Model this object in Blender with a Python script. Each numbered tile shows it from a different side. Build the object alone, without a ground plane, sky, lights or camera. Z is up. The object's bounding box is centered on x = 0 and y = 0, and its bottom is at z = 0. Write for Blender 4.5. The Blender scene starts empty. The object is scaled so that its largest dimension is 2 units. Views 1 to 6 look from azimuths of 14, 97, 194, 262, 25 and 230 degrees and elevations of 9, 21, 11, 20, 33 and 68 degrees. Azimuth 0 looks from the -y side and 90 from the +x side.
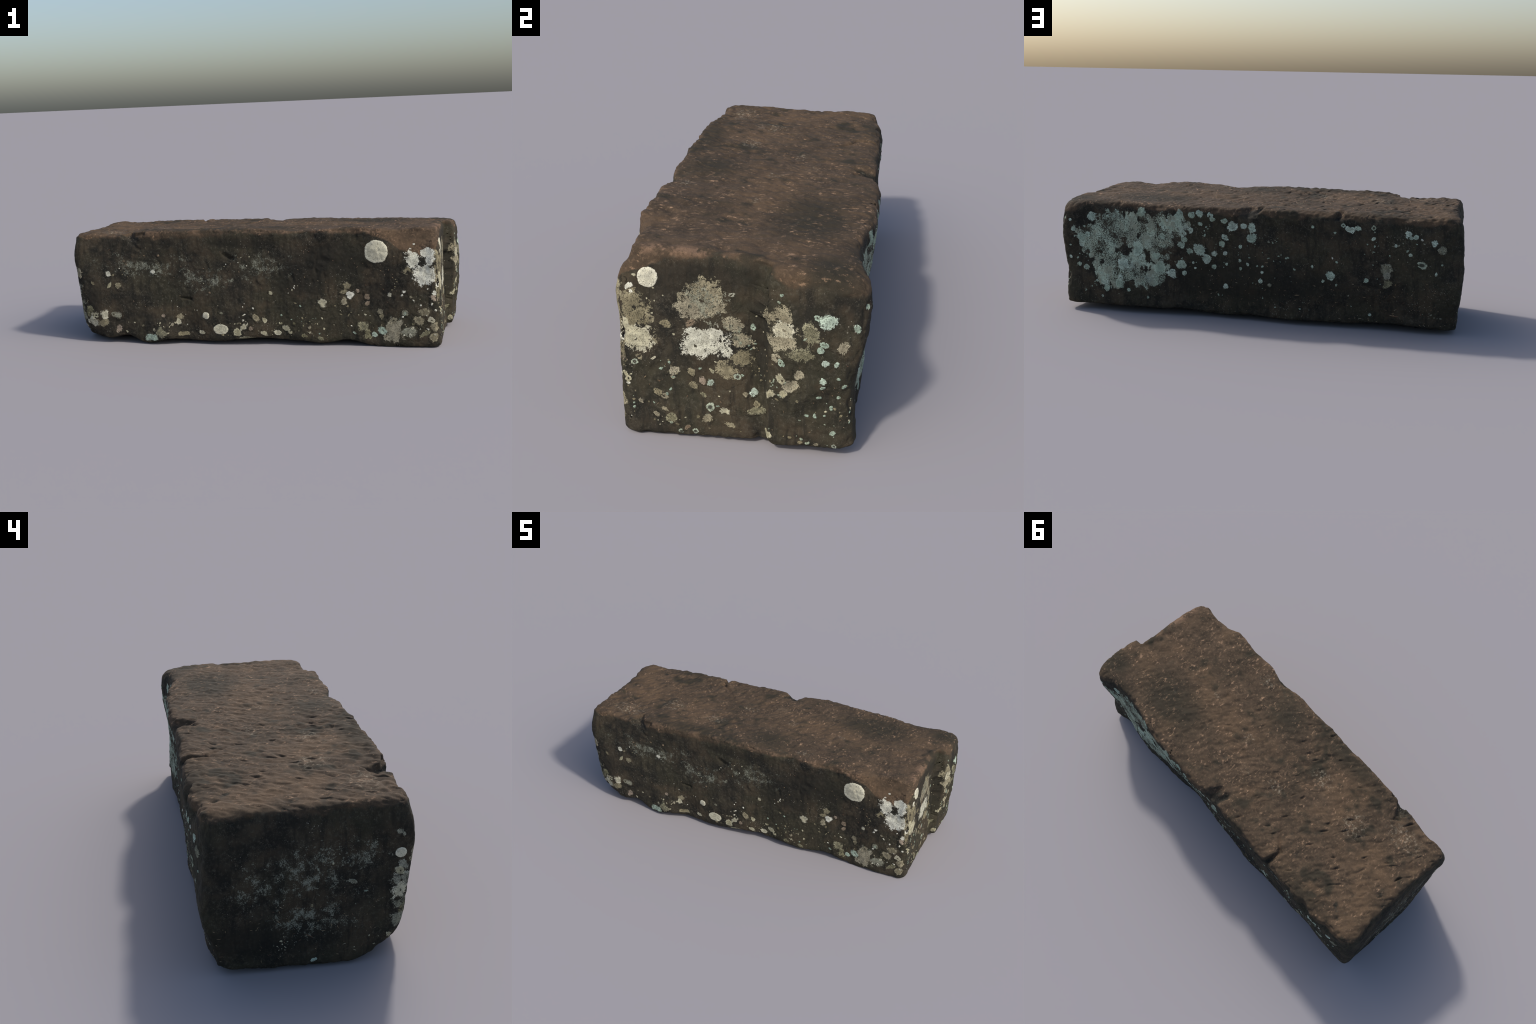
"""A weathered sandstone building block, dark with algae, spotted with crusts of lichen.

The stone is an implicit solid: six gently warped faces (each given by a few control heights), rounded together,
with a broken corner and chips, cracks and notches cut out of it.  A fine skin is fitted to that solid along
rays from its axis, then given pick marks on top and a rougher weathered relief on the sides.
Lichens are separate thin crusts that follow the finished surface."""
import bpy, math
import numpy as np
from mathutils import Vector, Matrix
from mathutils.bvhtree import BVHTree

rng = np.random.default_rng(7)

# ------------------------------------------------------------------ noise
def _hash(ix, iy, iz, seed):
    h = (ix.astype(np.uint32) * np.uint32(374761393) + iy.astype(np.uint32) * np.uint32(668265263)
         + iz.astype(np.uint32) * np.uint32(2147483647) + np.uint32(seed * 974711 + 1))
    h = (h ^ (h >> np.uint32(13))) * np.uint32(1274126177)
    h = (h ^ (h >> np.uint32(16))) * np.uint32(2246822519)
    return h ^ (h >> np.uint32(15))

def noise(x, y, z, seed=0):
    """gradient noise, about -1..1"""
    x, y, z = np.broadcast_arrays(x, y, z)
    fx, fy, fz = np.floor(x), np.floor(y), np.floor(z)
    ix, iy, iz = fx.astype(np.int64), fy.astype(np.int64), fz.astype(np.int64)
    fx, fy, fz = x - fx, y - fy, z - fz
    s = lambda t: t * t * t * (t * (t * 6 - 15) + 10)
    u, v, w = s(fx), s(fy), s(fz)
    out = 0
    for a in (0, 1):
        for b in (0, 1):
            for c in (0, 1):
                h = _hash(ix + a, iy + b, iz + c, seed)
                g = (h & np.uint32(1023)) / 511.5 - 1, ((h >> np.uint32(10)) & np.uint32(1023)) / 511.5 - 1, ((h >> np.uint32(20)) & np.uint32(1023)) / 511.5 - 1
                d = g[0] * (fx - a) + g[1] * (fy - b) + g[2] * (fz - c)
                out = out + d * (u if a else 1 - u) * (v if b else 1 - v) * (w if c else 1 - w)
    return out * 1.25

def fbm(P, scale, octaves=3, seed=0):
    r, amp, f = 0, 1.0, 1 / scale
    for o in range(octaves):
        r = r + amp * noise(P[:, 0] * f, P[:, 1] * f, P[:, 2] * f, seed + o)
        amp, f = amp * .5, f * 2.03
    return r

def step(a, b, t):
    t = np.clip((t - a) / (b - a), 0, 1)
    return t * t * (3 - 2 * t)

# ------------------------------------------------------------------ the block as a solid
# stations of the control heights (metres)
ALONG = np.array([-.95, -.82, -.7, -.58, -.46, -.34, -.22, -.1, .02, .14, .26, .38, .5, .62, .74, .84, .93])
UNDER = np.array([-.95, -.82, -.68, -.56, -.44, -.3, -.15, 0, .12, .24, .36, .48, .62, .78, .92])
ACROSS, HEIGHT, UNDER_ACROSS = np.array([-.33, -.1, .12, .32]), np.array([.05, .2, .35, .48, .56]), np.array([-.32, 0, .32])
END_RIGHT, END_LEFT = np.array([-.32, -.16, .0, .062, .092, .2, .32]), np.array([-.32, -.12, .1, .3])
FACE = {
    "top": [
        [0.568, 0.559, 0.555, 0.558],
        [0.566, 0.559, 0.554, 0.546],
        [0.560, 0.559, 0.555, 0.551],
        [0.574, 0.561, 0.554, 0.552],
        [0.583, 0.562, 0.553, 0.554],
        [0.582, 0.562, 0.553, 0.555],
        [0.584, 0.561, 0.551, 0.555],
        [0.584, 0.564, 0.554, 0.556],
        [0.585, 0.567, 0.556, 0.553],
        [0.581, 0.568, 0.559, 0.552],
        [0.571, 0.568, 0.561, 0.556],
        [0.581, 0.570, 0.561, 0.552],
        [0.589, 0.569, 0.558, 0.552],
        [0.582, 0.564, 0.558, 0.554],
        [0.572, 0.566, 0.560, 0.554],
        [0.581, 0.571, 0.560, 0.554],
        [0.581, 0.576, 0.561, 0.545],
    ],
    "under": [
        [0.008, 0.004, 0.017],
        [0.005, 0.017, 0.028],
        [0.036, 0.033, 0.033],
        [0.003, 0.018, 0.030],
        [0.023, 0.021, 0.021],
        [0.014, 0.018, 0.023],
        [0.016, 0.018, 0.020],
        [0.032, 0.027, 0.024],
        [0.027, 0.023, 0.018],
        [0.019, 0.019, 0.018],
        [0.010, 0.023, 0.035],
        [0.027, 0.027, 0.028],
        [-0.004, 0.015, 0.032],
        [0.000, 0.013, 0.025],
        [-0.001, 0.010, 0.029],
    ],
    "front": [
        [-0.319, -0.341, -0.365, -0.371, -0.363],
        [-0.363, -0.366, -0.364, -0.353, -0.338],
        [-0.352, -0.361, -0.361, -0.358, -0.353],
        [-0.365, -0.360, -0.351, -0.357, -0.357],
        [-0.380, -0.358, -0.348, -0.351, -0.356],
        [-0.343, -0.352, -0.354, -0.355, -0.358],
        [-0.355, -0.357, -0.356, -0.354, -0.350],
        [-0.356, -0.355, -0.352, -0.352, -0.354],
        [-0.351, -0.344, -0.341, -0.343, -0.346],
        [-0.334, -0.333, -0.333, -0.339, -0.349],
        [-0.347, -0.339, -0.336, -0.334, -0.334],
        [-0.336, -0.336, -0.336, -0.341, -0.349],
        [-0.333, -0.330, -0.331, -0.334, -0.336],
        [-0.326, -0.321, -0.331, -0.343, -0.346],
        [-0.340, -0.336, -0.344, -0.340, -0.306],
        [-0.340, -0.339, -0.339, -0.337, -0.307],
        [-0.340, -0.344, -0.345, -0.356, -0.350],
    ],
    "back": [
        [0.280, 0.328, 0.322, 0.316, 0.329],
        [0.303, 0.328, 0.339, 0.340, 0.337],
        [0.299, 0.323, 0.345, 0.352, 0.353],
        [0.294, 0.332, 0.342, 0.348, 0.357],
        [0.306, 0.332, 0.336, 0.341, 0.355],
        [0.310, 0.329, 0.347, 0.351, 0.354],
        [0.322, 0.328, 0.326, 0.338, 0.353],
        [0.314, 0.333, 0.341, 0.345, 0.357],
        [0.305, 0.333, 0.342, 0.344, 0.352],
        [0.303, 0.321, 0.338, 0.355, 0.374],
        [0.295, 0.319, 0.340, 0.357, 0.373],
        [0.320, 0.329, 0.347, 0.361, 0.367],
        [0.323, 0.331, 0.339, 0.352, 0.367],
        [0.339, 0.344, 0.335, 0.335, 0.340],
        [0.330, 0.340, 0.340, 0.332, 0.323],
        [0.316, 0.329, 0.338, 0.339, 0.336],
        [0.340, 0.328, 0.353, 0.366, 0.356],
    ],
    "right": [
        [0.932, 0.932, 0.927, 0.927, 0.908],
        [0.933, 0.927, 0.926, 0.926, 0.924],
        [0.936, 0.928, 0.926, 0.926, 0.924],
        [0.943, 0.929, 0.927, 0.933, 0.940],
        [0.965, 0.973, 0.976, 0.972, 0.971],
        [0.973, 0.996, 0.997, 0.986, 0.990],
        [0.977, 0.977, 0.987, 0.982, 0.990],
    ],
    "left": [
        [-0.930, -0.932, -0.937, -0.950, -0.947],
        [-0.955, -0.955, -0.956, -0.950, -0.939],
        [-0.966, -0.967, -0.972, -0.966, -0.954],
        [-0.970, -0.989, -0.997, -0.989, -0.982],
    ],
}

def cubic(t, n):
    t = np.clip(t, 0, n - 1 - 1e-9)
    i = np.floor(t).astype(int)
    f = t - i
    w = [(-f + 2 * f * f - f**3) / 2, (2 - 5 * f * f + 3 * f**3) / 2, (f + 4 * f * f - 3 * f**3) / 2, (f**3 - f * f) / 2]
    return [np.clip(i + k, 0, n - 1) for k in (-1, 0, 1, 2)], w

def sheet(name, U, W, u, w):
    V = np.array(FACE[name])
    iu, wu = cubic(np.interp(u, U, np.arange(len(U))), len(U))
    iw, ww = cubic(np.interp(w, W, np.arange(len(W))), len(W))
    return sum(wu[a] * ww[b] * V[iu[a], iw[b]] for a in range(4) for b in range(4))

def smax(a, b, k):
    h = np.maximum(k - np.abs(a - b), 0) / k
    return np.maximum(a, b) + h * h * k * .25

def capsule(P, a, b, ra, rb, squash=(1, 1, 1)):
    """signed distance to a tapered rod from a to b, squashed per axis"""
    s = np.array(squash)
    a, b, Q = np.array(a) * s, np.array(b) * s, P * s
    d = b - a
    t = np.clip(((Q - a) @ d) / (d @ d + 1e-12), 0, 1)
    return np.linalg.norm(Q - a - t[:, None] * d, axis=1) - (ra + (rb - ra) * t)

# cracks, notches and chips: (start, end, radius at start, radius at end, softness, squash)
CUTS = [
    # wide notch in the back top edge
    ((.035, .375, .535), (.02, .285, .550), .034, .020, .022, (1, 1, 1)),
    ((.0, .36, .545), (-.03, .285, .553), .022, .014, .022, (1, 1, 1)),
    # crack that curls in from the back top edge
    ((-.41, .36, .53), (-.42, .262, .553), .018, .010, .014, (1, 1, 1)),
    ((-.42, .265, .553), (-.36, .215, .556), .011, .008, .010, (1, 1, 1)),
    ((-.36, .215, .556), (-.28, .125, .557), .008, .004, .01, (1, 1, 1)),
    # notch in the front top edge near the left end, and the split running from it to the corner
    ((-.60, -.375, .535), (-.655, -.295, .562), .016, .022, .016, (1, 1, 1)),
    ((-.56, -.35, .567), (-.66, -.335, .553), .010, .018, .01, (1, 1, 1)),
    ((-.63, -.36, .53), (-.58, -.36, .49), .01, .004, .012, (1, 1, 1)),
    ((-.66, -.31, .570), (-.75, -.285, .568), .010, .008, .014, (1, 1, 1)),
    ((-.75, -.285, .568), (-.88, -.30, .571), .009, .005, .014, (1, 1, 1)),
    # step and scoop in the front edge
    ((.27, -.375, .585), (.30, -.36, .55), .026, .02, .025, (.7, 1, 1)),
    ((.16, -.385, .52), (.3, -.375, .47), .012, .03, .03, (1, 1, 1)),
    ((.70, -.37, .56), (.86, -.37, .475), .022, .03, .03, (1, 1, 1)),
    # undercut below the ledge on the front left arris
    ((-.972, -.372, .283), (-.965, -.378, .15), .028, .022, .010, (1, 1, 1)),
    ((-.985, -.345, .292), (-.88, -.392, .298), .020, .016, .006, (1, 1, 1)),
    # runnel at the foot of the step in the right end
    ((.945, .068, .58), (.940, .062, .30), .016, .013, .026, (1, .7, 1)),
    ((.940, .062, .30), (.946, .074, .02), .013, .010, .026, (1, .7, 1)),
    # small pits in the front
    ((-.36, -.35, .24), (-.32, -.35, .235), .009, .012, .01, (1, 1, 1.4)),
    ((-.13, -.35, .46), (-.10, -.35, .44), .010, .012, .015, (1, 1, 1)),
    ((.36, -.35, .43), (.42, -.35, .41), .010, .012, .02, (1, 1, 1)),
    ((.56, -.35, .40), (.60, -.35, .37), .012, .010, .02, (1, 1, 1)),
    # bites along the back top edge
    ((-.26, .375, .52), (-.20, .365, .55), .026, .018, .02, (1, 1, 1)),
    ((-.56, .37, .53), (-.60, .36, .56), .022, .018, .02, (1, 1, 1)),
    ((-.70, .365, .50), (-.66, .355, .55), .03, .02, .025, (1, 1, 1)),
    ((-.83, .35, .51), (-.86, .345, .56), .026, .018, .025, (1, 1, 1)),
    ((.30, .395, .52), (.25, .385, .56), .02, .018, .02, (1, 1, 1)),
    ((.66, .37, .54), (.60, .365, .57), .022, .018, .02, (1, 1, 1)),
    # hollows in the right end, low down
    ((1.02, .17, .13), (1.01, .27, .19), .022, .026, .03, (1, 1, 1)),
    ((1.02, .2, .3), (1.0, .16, .22), .022, .018, .03, (1, 1, 1)),
    ((.975, -.06, .22), (.975, .03, .24), .016, .02, .03, (1, 1, 1)),
]
# (the first number of the softness is the blend width of the cut's rim)

def solid(P):
    """negative inside; every face is worked out only near where it can matter"""
    x, y, z = P.T
    def plane(name, near, f):
        d = np.full(len(P), -.5)
        i = np.flatnonzero(near)
        d[i] = f(i)
        return d
    front = plane("front", y < -.2, lambda i: sheet("front", ALONG, HEIGHT, x[i], z[i]) - y[i])
    back = plane("back", y > .2, lambda i: y[i] - sheet("back", ALONG, HEIGHT, x[i], z[i]))
    right = plane("right", x > .8, lambda i: x[i] - sheet("right", END_RIGHT, HEIGHT, y[i], z[i]))
    left = plane("left", x < -.8, lambda i: sheet("left", END_LEFT, HEIGHT, y[i], z[i]) - x[i])
    top = plane("top", z > .42, lambda i: z[i] - sheet("top", ALONG, ACROSS, x[i], y[i]))
    under = plane("under", z < .16, lambda i: sheet("under", UNDER, UNDER_ACROSS, x[i], y[i]) - z[i])
    s = smax(np.maximum(front, back), np.maximum(right, left), .05 + .05 * step(.42, .56, z))
    s = smax(s, top, .03 + .025 * np.clip((y + .1) / .3, 0, 1))            # the back arris is rounder than the front one
    s = smax(s, under, .026)
    s = smax(s, -(x * .453 + y * .605 + z * .655) - .552, .04)          # the broken-off lower front left corner
    for a, b, ra, rb, k, sq in CUTS:
        lo, hi = np.minimum(a, b) - .09, np.maximum(a, b) + .09
        near = np.flatnonzero(((P > lo) & (P < hi)).all(1))
        if len(near):
            s[near] = smax(s[near], -capsule(P[near], a, b, ra, rb, sq), k)
    return s

# ------------------------------------------------------------------ the skin
STEP = .0038
nx, ny, nz = int(2.0 / STEP), int(.68 / STEP), int(.57 / STEP)

def lattice():
    """vertices and quads of a box lattice, edges shared"""
    quads, index = [], {}
    stride = np.array([(ny + 1) * (nz + 1), nz + 1, 1])
    for axis in range(3):
        n = (nx, ny, nz)
        u, v = [(1, 2), (2, 0), (0, 1)][axis]
        for side in (0, 1):
            I, J = np.meshgrid(np.arange(n[u]), np.arange(n[v]), indexing="ij")
            def key(i, j):
                c = np.zeros((i.size, 3), int)
                c[:, axis], c[:, u], c[:, v] = side * n[axis], i.ravel(), j.ravel()
                return c @ stride
            q = np.stack([key(I, J), key(I + 1, J), key(I + 1, J + 1), key(I, J + 1)], 1)
            quads.append(q if side else q[:, ::-1])
    quads = np.concatenate(quads)
    keys, flat = np.unique(quads.ravel(), return_inverse=True)
    c = np.stack([keys // stride[0], keys // stride[1] % (ny + 1), keys % (nz + 1)], 1)
    return c / np.array([nx, ny, nz]) * 2 - 1, flat.reshape(-1, 4)

unit, quads = lattice()
target = unit * np.array([.97, .345, .285]) + np.array([0, 0, .29])
core = np.stack([np.clip(target[:, 0], -.66, .66), target[:, 1] * .25, .29 + (target[:, 2] - .29) * .25], 1)
way = target - core
way /= np.linalg.norm(way, axis=1)[:, None]
t = np.linalg.norm(target - core, axis=1)
low, high = np.maximum(t - .12, .02), t + .08
low = np.where(solid(core + low[:, None] * way) > 0, .02, low)
for k in range(14):                                                        # bisection along every ray
    t = (low + high) / 2
    f = solid(core + t[:, None] * way)
    low, high = np.where(f < 0, t, low), np.where(f < 0, high, t)
P = core + t[:, None] * way

def normals(P):
    n = np.cross(P[quads[:, 2]] - P[quads[:, 0]], P[quads[:, 3]] - P[quads[:, 1]])
    N = np.zeros_like(P)
    for k in range(4):
        for c in range(3):
            N[:, c] += np.bincount(quads[:, k], n[:, c], len(P))
    return N / np.maximum(np.linalg.norm(N, axis=1), 1e-12)[:, None]

# ------------------------------------------------------------------ relief
N = normals(P)
up = step(.45, .85, N[:, 2])
x, y, z = P.T
flow = (x * -.50 + y * -.87, x * .87 + y * -.50)                           # pick marks run slantwise across the top
flow = flow[0], flow[1] + .030 * noise(x * 5, y * 5, z * 0, 3) + .008 * noise(x * 18, y * 18, z * 0, 4)
coarse = step(.45, -.25, x + .15 * noise(x * 3, y * 3, x * 0, 9))         # bolder towards the left end
ripple = noise(flow[0] / .070, flow[1] / .029, z * 0, 11)
ripple2 = noise(flow[0] / .032, flow[1] / .014, z * 0 + 5, 12)
grain = noise(x / .014, y / .014, z / .014, 13)
pits = step(.30, .75, noise(flow[0] / .055, flow[1] / .021, z * 0 + 9, 14)) * step(-.35, .2, noise(x * 7, y * 7, z * 0, 15))
grooves = step(.40, .8, noise(flow[0] / .075, flow[1] / .018, z * 0 + 2, 16))
bumps = noise(x / .024, y / .020, z / .024, 18)
lumps = noise(x / .045, y / .038, z * 0, 19)
strong = .55 + .45 * step(-.3, .4, noise(x * 4, y * 4, z * 0, 21))             # some areas are weathered smoother
top_relief = strong * ((.0040 + .0032 * coarse) * ripple + (.0022 + .0006 * coarse) * ripple2 + .0026 * bumps + .0008 * grain) + .0042 * lumps \
    - (.003 + .009 * coarse) * pits - .008 * coarse * grooves * strong + .0035 * noise(x * 8, y * 8, z * 0, 17)
side_relief = .0030 * fbm(P, .075, 3, 20) + .0017 * fbm(P, .020, 2, 30) - .004 * step(.35, .8, fbm(P * np.array([1, 1, .6]), .05, 2, 40))
rough_end = step(.8, .95, N[:, 0]) * step(.05, .12, y) + step(.7, .95, N[:, 1]) * .6
side_relief = side_relief + rough_end * .005 * fbm(P, .05, 2, 50)
P = P + N * (up * (top_relief + .0025) + (1 - up) * side_relief)[:, None]
# knocked and crumbled arrises
arris = step(.97, .75, np.abs(N).max(1))
P = P - N * (arris * (.010 * step(.05, .7, fbm(P, .07, 2, 60)) + .004 * step(.1, .8, fbm(P, .025, 2, 70)) - .002))[:, None]
P[:, 2] = np.maximum(P[:, 2], 0)                                          # it has settled flat on its lowest bumps
P[:, 2] -= P[:, 2].min()

stone = bpy.data.meshes.new("sandstone_block")
stone.vertices.add(len(P)); stone.vertices.foreach_set("co", P.ravel())
stone.loops.add(quads.size); stone.loops.foreach_set("vertex_index", quads.ravel().astype(np.int32))
stone.polygons.add(len(quads)); stone.polygons.foreach_set("loop_start", np.arange(0, quads.size, 4, dtype=np.int32))
stone.update(calc_edges=True); stone.validate()
stone.shade_smooth()
block = bpy.data.objects.new("sandstone_block", stone)
block["label"] = "weathered brown sandstone block, dark with algae and spotted with lichen"
block["category"] = "stone block"
bpy.context.scene.collection.objects.link(block)
bvh = BVHTree.FromPolygons(P.tolist(), quads.tolist())

# ------------------------------------------------------------------ materials
class Nodes:
    """short hand for building node trees"""
    def __init__(self, tree): self.t = tree
    def add(self, kind, **kw):
        n = self.t.nodes.new("ShaderNode" + kind)
        for k, v in kw.items(): setattr(n, k, v)
        return n
    def put(self, n, name, v):
        if v is None: return
        s = n.inputs[name]
        if hasattr(v, "is_linked") or isinstance(v, bpy.types.NodeSocket): self.t.links.new(v, s)
        else: s.default_value = (*v, 1) if s.type == "RGBA" and len(v) == 3 else v
    def math(self, op, a, b=None, c=None):
        n = self.add("Math", operation=op)
        for i, v in enumerate((a, b, c)): self.put(n, i, v)
        return n.outputs[0]
    def ramp(self, v, a, b, lo=0.0, hi=1.0):
        n = self.add("MapRange", interpolation_type="SMOOTHSTEP")
        for i, s in zip(("Value", "From Min", "From Max", "To Min", "To Max"), (v, a, b, lo, hi)): self.put(n, i, s)
        return n.outputs[0]
    def mix(self, f, a, b, blend="MIX"):
        n = self.add("Mix", data_type="RGBA", blend_type=blend)
        self.put(n, 0, f); self.put(n, 6, a); self.put(n, 7, b)
        return n.outputs[2]
    def noise(self, vec, scale, detail=3.0, rough=.55, dist=0.0):
        n = self.add("TexNoise")
        self.put(n, "Vector", vec); self.put(n, "Scale", scale); self.put(n, "Detail", detail)
        self.put(n, "Roughness", rough); self.put(n, "Distortion", dist)
        return n.outputs["Fac"]
    def voronoi(self, vec, scale, feature="F1", out="Distance"):
        n = self.add("TexVoronoi", feature=feature)
        if feature == "SMOOTH_F1": n.inputs["Smoothness"].default_value = .3
        self.put(n, "Vector", vec); self.put(n, "Scale", scale)
        return n.outputs[out]
    def stretch(self, vec, scale, turn=0.0):
        n = self.add("Mapping")
        self.put(n, "Vector", vec); n.inputs["Scale"].default_value = scale; n.inputs["Rotation"].default_value = (0, 0, turn)
        return n.outputs[0]
    def around(self, vec, centre, size):
        """0 outside, 1 at the middle of a soft ellipsoid"""
        n = self.add("VectorMath", operation="SUBTRACT"); self.put(n, 0, vec); n.inputs[1].default_value = centre
        m = self.add("VectorMath", operation="DIVIDE"); self.put(m, 0, n.outputs[0]); m.inputs[1].default_value = size
        l = self.add("VectorMath", operation="LENGTH"); self.put(l, 0, m.outputs[0])
        return self.ramp(l.outputs["Value"], 0.0, 1.0, 1.0, 0.0)

def stone_colour_group():
    g = bpy.data.node_groups.new("stone_colour", "ShaderNodeTree")
    g.interface.new_socket("Color", in_out="OUTPUT", socket_type="NodeSocketColor")
    g.interface.new_socket("Height", in_out="OUTPUT", socket_type="NodeSocketFloat")
    k = Nodes(g)
    pos = k.add("NewGeometry").outputs["Position"]
    sep = k.add("SeparateXYZ"); k.put(sep, 0, pos)
    X, Y, Z = sep.outputs
    big, mid, fine, dust = k.noise(pos, 3.5, 3), k.noise(pos, 14, 4), k.noise(pos, 90, 3), k.noise(pos, 330, 2, .6)
    # bare brown stone on top: brown, olive shade of algae, tan grains
    flow = k.stretch(pos, (1.0, .55, 1.0), 0.52)
    streak = k.noise(flow, 88, 3, .6)
    brown = k.mix(k.ramp(mid, .35, .68), BROWN_DARK, BROWN)
    brown = k.mix(k.ramp(k.noise(pos, 4.5, 4, .65), .44, .68, 0.0, .8), brown, BROWN_WARM)
    brown = k.mix(k.ramp(fine, .50, .75, 0.0, .7), brown, BROWN_LIGHT)
    algae = k.ramp(k.math("ADD", big, k.math("MULTIPLY", k.math("SUBTRACT", mid, .5), .7)), .46, .78)
    for c, s, a in (((.55, .17, .57), (.42, .24, .2), .9), ((.10, -.22, .57), (.24, .20, .2), .8), ((-.30, -.31, .57), (.55, .13, .2), .8), ((-.62, .31, .57), (.40, .12, .2), .7), ((.80, .33, .57), (.24, .10, .2), .7),
                    ((.93, .25, .5), (.18, .16, .16), 1.3), ((.2, -.24, .57), (.2, .12, .2), .5), ((-.97, .1, .57), (.14, .4, .2), .5)):
        algae = k.math("MAXIMUM", algae, k.math("MULTIPLY", k.math("MULTIPLY", k.around(pos, c, s), 1.05), k.math("MULTIPLY_ADD", mid, a, a * .35)))
    algae = k.ramp(algae, .0, .9, 0.0, .88)
    brown = k.mix(algae, brown, OLIVE)
    tan = k.math("MULTIPLY", k.ramp(k.math("ADD", streak, k.math("MULTIPLY", k.math("SUBTRACT", dust, .5), .35)), .575, .69), k.ramp(k.noise(pos, 12, 4, .6), .42, .60))
    brown = k.mix(k.math("MULTIPLY", tan, k.math("MULTIPLY_ADD", algae, -.55, k.ramp(X, -.3, .4, .70, .90))), brown, TAN_GRAIN)
    pale = 0.0
    for c, s in (((.02, .12, .57), (.045, .03, .1)), ((-.15, .06, .57), (.09, .035, .1)), ((-.27, -.14, .57), (.10, .06, .1)), ((.43, -.02, .57), (.03, .025, .1)),
                 ((-.55, -.1, .57), (.1, .1, .1)), ((-.75, -.24, .57), (.16, .08, .1)), ((.32, -.27, .57), (.07, .05, .1)), ((.14, .0, .57), (.05, .05, .1))):
        pale = k.math("MAXIMUM", pale, k.around(pos, c, s))
    pale = k.math("MULTIPLY", k.math("MULTIPLY", k.ramp(pale, 0, .7), k.ramp(k.noise(pos, 70, 5, .75), .50, .68)), .5)
    brown = k.mix(pale, brown, PALE_GRAIN)
    # algae-blackened sides
    dark = k.mix(k.ramp(mid, .38, .66), SIDE_BLACK, SIDE_BROWN)
    dark = k.mix(k.math("MULTIPLY", k.ramp(big, .44, .62), .6), dark, SIDE_OLIVE)
    rusty = k.math("MULTIPLY", k.ramp(k.noise(pos, 9, 4), .48, .66), .7)
    dark = k.mix(rusty, dark, SIDE_RUST)
    dark = k.mix(k.math("MULTIPLY", k.ramp(k.math("MULTIPLY_ADD", dust, .4, k.math("MULTIPLY", fine, .6)), .50, .68), .6), dark, SIDE_LIGHT)
    drip = k.noise(k.stretch(pos, (1, 1, .16)), 42, 4, .65)
    dark = k.mix(k.ramp(drip, .50, .66, 0.0, .65), dark, SIDE_BLACK)
    dark = k.mix(k.math("MULTIPLY", k.ramp(k.noise(pos, 240, 3, .8), .56, .70), k.ramp(k.noise(pos, 16, 4, .65), .38, .64, .1, .75)), dark, GRIT)
    black_zone = 0.0  # soft blacker zones on both ends, upper front and lower back
    for c, s in (((.93, -.10, .50), (.16, .30, .10)), ((.95, .22, .42), (.16, .16, .10)), ((.95, .07, .35), (.1, .06, .25)), ((.42, -.34, .43), (.36, .2, .16)), ((.25, -.34, .34), (.28, .2, .18)), ((-.05, -.34, .52), (.3, .2, .05)),
                 ((-.86, -.35, .22), (.10, .2, .10)), ((.0, .34, .2), (.9, .2, .2)), ((-.97, .1, .12), (.2, .4, .12))):
        black_zone = k.math("MAXIMUM", black_zone, k.around(pos, c, s))
    black_zone = k.ramp(k.math("ADD", k.math("MULTIPLY", black_zone, .6), k.math("MULTIPLY", k.math("SUBTRACT", mid, .5), .8)), .12, .46)
    dark = k.mix(k.math("MULTIPLY", black_zone, .6), dark, SIDE_BLACK)
    # grey-green powder of young lichen on the front and the left end
    powder = 0.0
    for c, s in (((-.55, -.34, .40), (.42, .2, .13)), ((-.25, -.34, .33), (.30, .2, .12)), ((.05, -.34, .40), (.30, .2, .13)), ((-.97, .0, .34), (.2, .34, .20)),
                 ((-.97, .16, .30), (.2, .16, .13)), ((-.97, -.18, .38), (.2, .16, .13)), ((-.98, -.02, .18), (.2, .3, .14))):
        powder = k.math("MAXIMUM", powder, k.around(pos, c, s))
    region = k.ramp(k.math("ADD", k.math("MULTIPLY", powder, .22), k.math("MULTIPLY", k.noise(pos, 27, 5, .8), 1.15)), .64, 1.02)
    grains = k.ramp(k.math("ADD", k.math("MULTIPLY", region, .24), k.noise(pos, 230, 3, .9)), .60, .67)
    powder = k.math("MULTIPLY", k.math("MULTIPLY", k.ramp(powder, .0, .2), k.math("MULTIPLY", k.ramp(region, 0, .5), grains)), .8)
    dark = k.mix(powder, dark, POWDER)
    speck = k.math("LESS_THAN", k.voronoi(pos, 85), k.ramp(k.noise(pos, 8, 3), .42, .70, 0.0, .17))
    dark = k.mix(k.math("MULTIPLY", speck, .5), dark, SPECK)
    # the blue-green crust grown over the back near the right end: scalloped rosettes run together, thin in places
    film = 0.0
    for c, s in (((.62, .34, .44), (.32, .2, .13)), ((.78, .34, .36), (.20, .2, .19)), ((.52, .34, .40), (.24, .2, .17)), ((.72, .34, .22), (.20, .2, .19)), ((.55, .34, .24), (.22, .2, .17)), ((.42, .34, .46), (.2, .2, .1))):
        film = k.math("MAXIMUM", film, k.around(pos, c, s))
    film = k.math("MULTIPLY", k.ramp(film, 0, .75), k.ramp(Y, .2, .3))
    cells = k.voronoi(pos, 26, "SMOOTH_F1")
    spread = k.math("ADD", k.math("MULTIPLY", film, .62), k.math("MULTIPLY", k.math("SUBTRACT", k.noise(pos, 13, 5, .6), .5), 1.0))
    spread = k.math("SUBTRACT", spread, k.math("MULTIPLY", cells, .55))
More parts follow.
